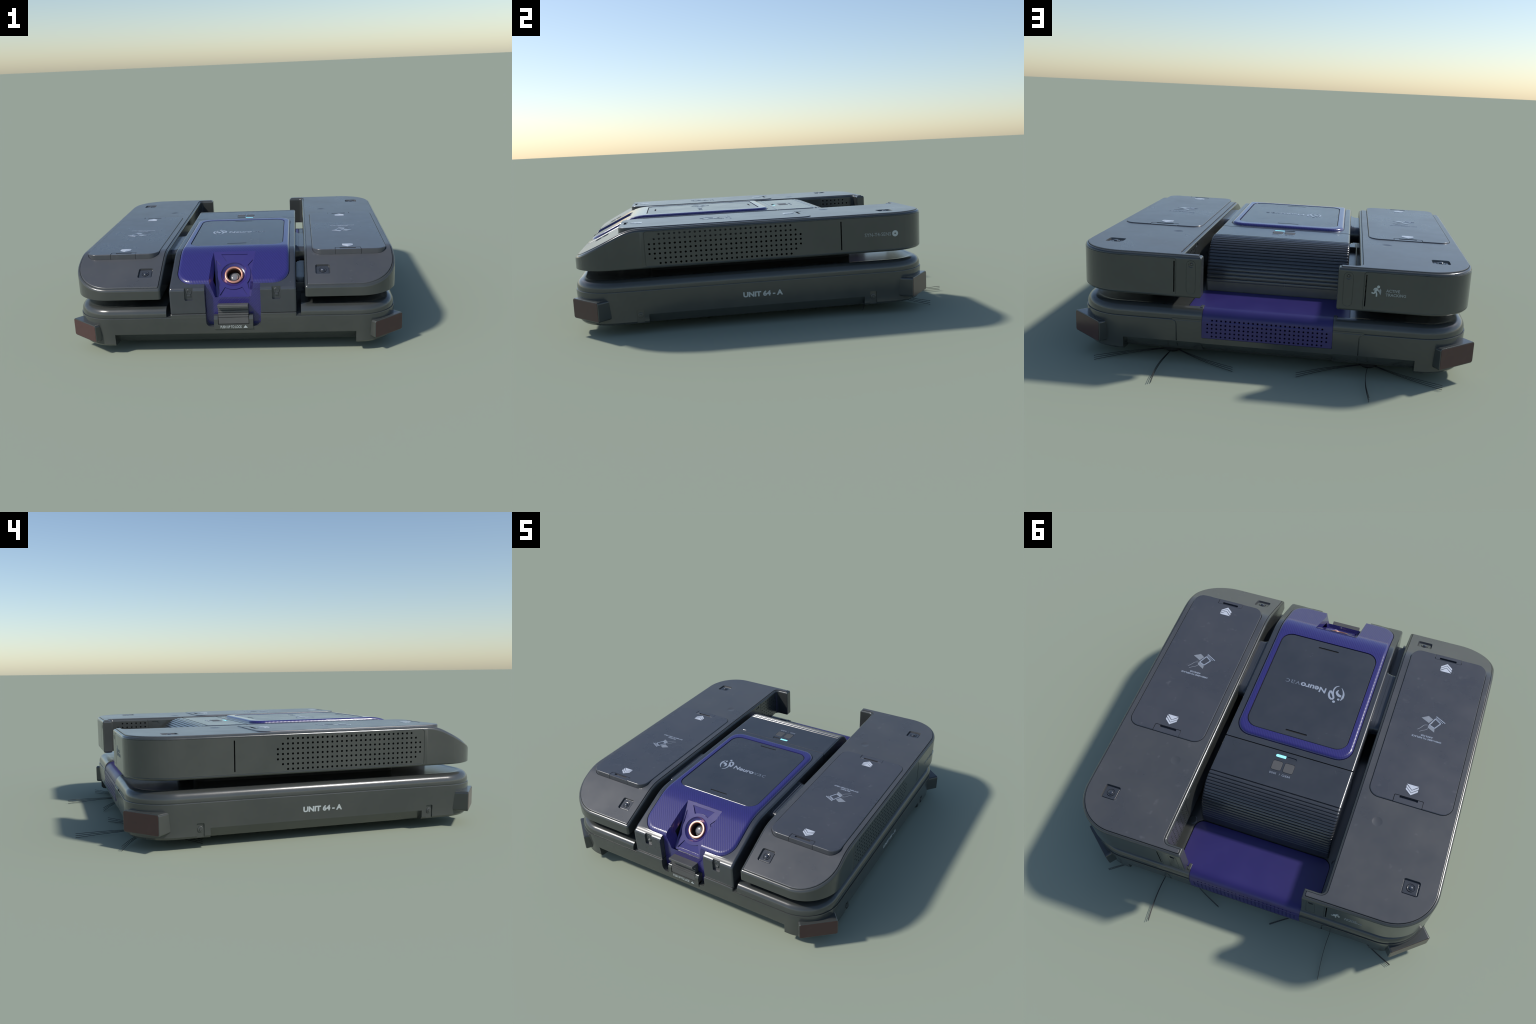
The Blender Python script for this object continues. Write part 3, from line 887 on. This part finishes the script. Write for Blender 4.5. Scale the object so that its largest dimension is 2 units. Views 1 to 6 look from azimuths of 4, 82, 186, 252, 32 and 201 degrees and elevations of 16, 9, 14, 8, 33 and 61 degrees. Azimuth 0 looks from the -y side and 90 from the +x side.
path += corner(-0.618, zb_ + r, 'x', 1.5 * math.pi, math.pi)
path += [(0.8845, -0.630, zb_ + 0.03), (0.8845, -0.630, zt - 0.03)]
path += corner(-0.618, zt - r, 'x', math.pi, math.pi / 2)
boolean(pod, bm_tube(path, 0.0019, 6, closed=True), solver='MANIFOLD')
for (z0, z1, y) in ((0.4935, 0.506, 0.512), (0.312, 0.3275, 0.465)):
    boolean(pod, bm_tube([(0.8845, y, z0), (0.8845, y, z1)], 0.0016, 6))
# tail sensor: round boss with a bar-shaped dent under it
hs = bm_lathe((0.3415, 0.80, 0.4680), (0, -1, 0), [(0.0125, 0), (0.0125, 0.0165), (0.009, 0.0185)], 24)
boolean(pod, hs)
o = round_poly([(0.3215, 0.3365), (0.3625, 0.3365), (0.3625, 0.488), (0.3215, 0.488)], 0.0195, 4)
boolean(pod, bm_tube([(p.x, 0.7875, p.y) for p in o], 0.0013, 6, closed=True))
finish(bm_lathe((0.3415, 0.779, 0.4700), (0, 1, 0), [(0.006, 0), (0.006, 0.004), (0.004, 0.0055)], 16), "tail_sensor", CAMLENS, pod)
# shallow thumb dimple on the cap
bm = bmesh.new(); bmesh.ops.create_uvsphere(bm, u_segments=32, v_segments=16, radius=0.12)
bmesh.ops.translate(bm, verts=bm.verts[:], vec=(0.520, 0.318, FLAT + 0.0012 + 0.1165))
boolean(cap_o, bm)
# two camera wells
def camera(c, tilt, parts):
    ux = Vector((1, 0, 0)); uy = Vector((0, math.cos(tilt), math.sin(tilt)))
    M = frame(c, ux, uy)
    def tr(bm): bmesh.ops.transform(bm, matrix=M, verts=bm.verts[:]); return bm
    sq = rect(-0.040, -0.038, 0.040, 0.038, 0.011, 4)
    def sl(o, pr): return tr(bm_loft([[(p.x, p.y, z) for p in inset(o, d)] for d, z in pr]))
    boolean(cap_o, sl(sq, [(0.005, -0.018), (0.0005, -0.0005), (-0.004, 0.02)]))
    boolean(pod, sl(inset(sq, -0.002), [(0, -0.030), (0, 0.02)]))
    well = finish(sl(sq, [(0.0015, -0.028), (0.0015, -0.0110)]), "camera_well", UNIT, cap_o)
    tray_ = finish(sl(inset(sq, 0.007), [(0, -0.022), (0, -0.0080), (0.0015, -0.0070)]), "camera_plate", UNIT, cap_o)
    bm = tr(bm_lathe((0, 0, -0.0110), (0, 0, 1), [(0.0185, 0), (0.0185, 0.0045), (0.0175, 0.0062), (0.0135, 0.0062), (0.0120, 0.0050), (0.0105, 0.0050)], 32))
    boolean(tray_, tr(bm_lathe((0, 0, -0.0075), (0, 0, 1), [(0.0205, -0.003), (0.0205, 0.01)], 32)))
    finish(bm, "camera_rim", UNIT, cap_o, 40)
    bm = tr(bm_lathe((0, 0, -0.0085), (0, 0, 1), [(0.0112, 0.0), (0.0112, 0.0045), (0.0095, 0.0072), (0.006, 0.0088), (0.002, 0.0094)], 28))
    finish(bm, "camera_lens", CAMLENS, cap_o, 60)
camera((0.487, -0.8595, nose(-0.8595) + 0.0010), math.atan(0.478), None)
camera((0.7485, 0.5845, FLAT + 0.0012), 0.0, None)

# battery cover
CZ = 0.5128
bo = round_poly([(0.4345, -0.7525), (0.8450, -0.7525), (0.8450, 0.1915), (0.4345, 0.1915)], [0.055, 0.055, 0.055, 0.055], 5)
def well_warp(co): return co
boolean(cap_o, bm_slab(inset(bo, -0.0012), [(0, 0.43), (0, 0.53)]))
boolean(pod, bm_slab(inset(bo, 0.004), [(0, 0.45), (0, 0.53)]))
cover = slab("battery_cover", inset(bo, 0.0012), [(0, 0.452), (0, CZ - 0.004), (0.0008, CZ - 0.0017), (0.003, CZ)], COVER, pod)
for y0, y1, ys_, sg in ((-0.7525, -0.7160, -0.7330, 1), (0.1915, 0.1490, 0.1640, -1)):
    # latch tile inset at each end with a finger slot
    o = round_poly([(0.5605, y0 - sg * 0.02), (0.7050, y0 - sg * 0.02), (0.7050, y1), (0.5605, y1)], [0, 0, 0.006, 0.006], 3)
    if area2(o) < 0: o.reverse()
    boolean(cover, bm_slab(o, [(0, 0.44), (0, 0.53)]))
    o = round_poly([(0.5620, y0 + sg * 0.0013), (0.7035, y0 + sg * 0.0013), (0.7035, y1 - sg * 0.0013), (0.5620, y1 - sg * 0.0013)], [0.001, 0.001, 0.005, 0.005], 3)
    if area2(o) < 0: o.reverse()
    tile = slab("cover_latch", o, [(0, 0.452), (0, CZ - 0.0025), (0.0015, CZ - 0.0008)], COVER, cover)
    o = rect(0.5870, min(ys_, ys_ + sg * 0.0125), 0.6780, max(ys_, ys_ + sg * 0.0125), 0.003, 2)
    boolean(tile, bm_slab(o, [(0, CZ - 0.010), (0, CZ + 0.01)]))

# printed marks shared by both pods (drawn for the pod centre line, then placed)
def chev(tip, d):
    """Solid arrow head trailed by two chevrons, pointing along d."""
    w = 0.0298
    out = [[Vector((-w, tip - d * 0.0570)), Vector((w, tip - d * 0.0570)), Vector((0, tip - d * 0.0300))]]
    for t in (0.0150, 0.0):
        out.append([Vector((-w, tip - d * (t + 0.0365))), Vector((-w, tip - d * (t + 0.0255))), Vector((0, tip - d * t)), Vector((w, tip - d * (t + 0.0255))),
                    Vector((w, tip - d * (t + 0.0365))), Vector((0, tip - d * (t + 0.0115)))])
    return out
def quad_ring(o, w):
    """Four strokes along a quadrilateral."""
    return [ribbon([o[i], o[(i + 1) % 4]], w, 1) for i in range(4)]
flap = [(0.0534, -0.3202), (0.0199, -0.3413), (-0.0054, -0.3263), (0.0107, -0.2989)]
fr = [(-0.0165, -0.3340), (-0.0480, -0.3127), (-0.0242, -0.2755), (0.0058, -0.2880)]
plate_d = [(0.0103, -0.2861), (-0.0253, -0.2721), (-0.0278, -0.2503), (0.0099, -0.27)]
bar = [(-0.0180, -0.3492), (-0.0687, -0.3217)]
bar2 = [(-0.0166, -0.3410), (-0.0580, -0.3165)]
h1 = [(0.0134, -0.285), (0.0293, -0.2796), (0.0374, -0.2688), (0.0451, -0.2565), (0.0568, -0.2444)]
h2 = [(0.0073, -0.2644), (0.0178, -0.2527), (0.0318, -0.2447), (0.0451, -0.2337)]
def V2(l): return [Vector(p) for p in l]
def pod_prints(cx, parent):
    M = frame((cx, 0, CZ), (1, 0, 0), (0, 1, 0))
    finish(decal(chev(-0.7010, -1) + chev(0.1350, 1), M), "arrow_marks", ARROW, parent)
    finish(decal([V2(flap), V2(plate_d)], M), "filter_drawing_fill", PRINT_MID, parent)
    finish(decal(quad_ring(V2(fr), 0.0055) + [ribbon(V2(bar), 0.0048, 1), ribbon(V2(bar2), 0.003, 1)], M, 0.0011), "filter_drawing_frame", PRINTB, parent)
    finish(decal([ribbon(V2(h1), 0.0024), ribbon(V2(h2), 0.0024)], M), "filter_drawing_hand", PRINT_MID, parent)
    finish(join_bm([text_bm("OPEN HERE TO REPLACE", 0.0125, frame((cx - 0.0756, -0.2050, CZ), (1, 0, 0), (0, 1, 0)), offset=0.0004, width=0.152),
                    text_bm("AIRFILTER", 0.0125, frame((cx - 0.029, -0.2205, CZ), (1, 0, 0), (0, 1, 0)), offset=0.0004, width=0.063)]),
           "cover_lettering", PRINTB, parent)
PRINT_MID = plain("grey_print", (0.26, 0.28, 0.31), 0.28, coat=0.7)

# mirror the whole pod to -x, keeping the part tree
def mirror_tree(ob, parent):
    m = mirror(ob, parent=parent)
    for c in list(ob.children):
        mirror_tree(c, m)
    return m
pod2 = mirror_tree(pod, ROOT)
cover2 = [c for c in pod2.children if c.name.startswith("battery_cover")][0]
pod_prints(0.635, cover)
pod_prints(-0.635, cover2)

# lettering on pods and chassis
finish(join_bm([text_bm("SYN-T4-SENS", 0.025, frame((0.8846, 0.4400, 0.3965), (0, 1, 0), (0, 0, 1)), width=0.134)]), "sensor_lettering", FAINT, pod)
bm = annulus_bm((0, 0), 0.0042, 0.0152, -0.001, 0.0009, 28)
bmesh.ops.transform(bm, matrix=frame((0.8846, 0.5950, 0.4055), (0, 1, 0), (0, 0, 1)), verts=bm.verts[:])
finish(bm, "sensor_mark", PRINT, pod)
def rear(o): return frame(o, (-1, 0, 0), (0, 0, 1))
finish(join_bm([text_bm("ACTIVE", 0.0175, rear((-0.5035, 0.7876, 0.4115)), width=0.058, offset=0.0003),
                text_bm("TRACKING", 0.0175, rear((-0.5025, 0.7876, 0.3935)), width=0.086, offset=0.0003)]), "tracking_lettering", FAINT, pod2)
RM = rear((0, 0.7876, 0))
def mx(l): return [Vector((-p[0], p[1])) for p in l]
man = [disc((0.4703, 0.4325), 0.0062, 14), ribbon(mx([(-0.4660, 0.4255), (-0.4610, 0.4170), (-0.4570, 0.4095)]), [0.0110, 0.0105, 0.008]),
       ribbon(mx([(-0.4655, 0.4265), (-0.4545, 0.4240), (-0.4514, 0.4160)]), 0.0045),
       ribbon(mx([(-0.4655, 0.4240), (-0.4690, 0.4180), (-0.4715, 0.4125)]), 0.0042),
       ribbon(mx([(-0.4573, 0.4103), (-0.4530, 0.4030), (-0.4425, 0.4057)]), 0.0060),
       ribbon(mx([(-0.4580, 0.4104), (-0.4640, 0.4029), (-0.4640, 0.3892)]), 0.0060)]
finish(decal(man, RM), "running_figure", PRINT, pod2)
finish(decal([mx([(-0.4715, 0.4120), (-0.4777, 0.4255), (-0.4828, 0.4190), (-0.4828, 0.4060), (-0.4805, 0.3963)])], RM), "figure_shield", FAINT, pod2)
for s in (1, -1):
    if s > 0: M = frame((0.8775, -0.1755, 0.1420), (0, 1, 0), (0.083, 0, 1))
    else: M = frame((-0.8769, -0.0050, 0.1345), (0, -1, 0), (-0.083, 0, 1))
    finish(text_bm("UNIT 64 - A", 0.0335, M, offset=0.0016, width=0.196), "unit_lettering", PRINT, chassis)

# ================================================================== SIDE BRUSHES
def side_brush(cx, cy):
    hub = finish(bm_lathe((cx, cy, 0.004), (0, 0, 1), [(0.012, 0), (0.030, 0.003), (0.044, 0.014), (0.044, 0.060)], 28), "brush_hub", RUBBER, ROOT)
    strands = []
    for k in range(6):
        a = math.radians(30 + 60 * k)
        d = Vector((math.cos(a), math.sin(a))); n = Vector((d.y, -d.x))
        for j in range(3):
            pts = []
            for i in range(15):
                t = i / 14
                rr = 0.03 + (0.3665 - 0.03) * t
                bow = 0.013 * math.sin(math.pi * t)
                zz = 0.0160 + (0.0110 - 0.0160) * t + (j - 1) * (0.0012 + 0.0086 * t)
                pts.append((cx + d.x * rr + n.x * bow, cy + d.y * rr + n.y * bow, zz))
            strands.append((pts, k, j))
    for k in range(6):
        bm = join_bm([bm_tube(p, 0.0012, 5) for p, kk, j in strands if kk == k])
        finish(bm, "bristle_tuft", BRISTLE, hub)
side_brush(0.4582, 0.6335)
side_brush(-0.4582, 0.6335)

# main roller brush under the tail: spiral bristle rows give the wavy lower edge
rings = []
seg = 40
for i in range(121):
    x = -0.37 + 0.74 * i / 120
    r = []
    for k in range(seg):
        a = 2 * math.pi * k / seg
        rr = 0.030 + 0.005 * max(0, math.cos(4 * a + x * 2 * math.pi / 0.078 * 1.0)) ** 2
        r.append((x, 0.690 + rr * math.cos(a), 0.086 + rr * math.sin(a)))
    rings.append(r)
finish(bm_loft(rings), "roller_brush", RUBBER, ROOT, 60)

# belly plate
finish(bm_slab(rect(-0.60, -0.70, 0.60, 0.55, 0.08, 4), [(0.02, 0.040), (0, 0.050)]), "belly_plate", RUBBER, ROOT)

# kinds: tidy custom properties
for o in bpy.data.objects:
    if "ang" in o: del o["ang"]
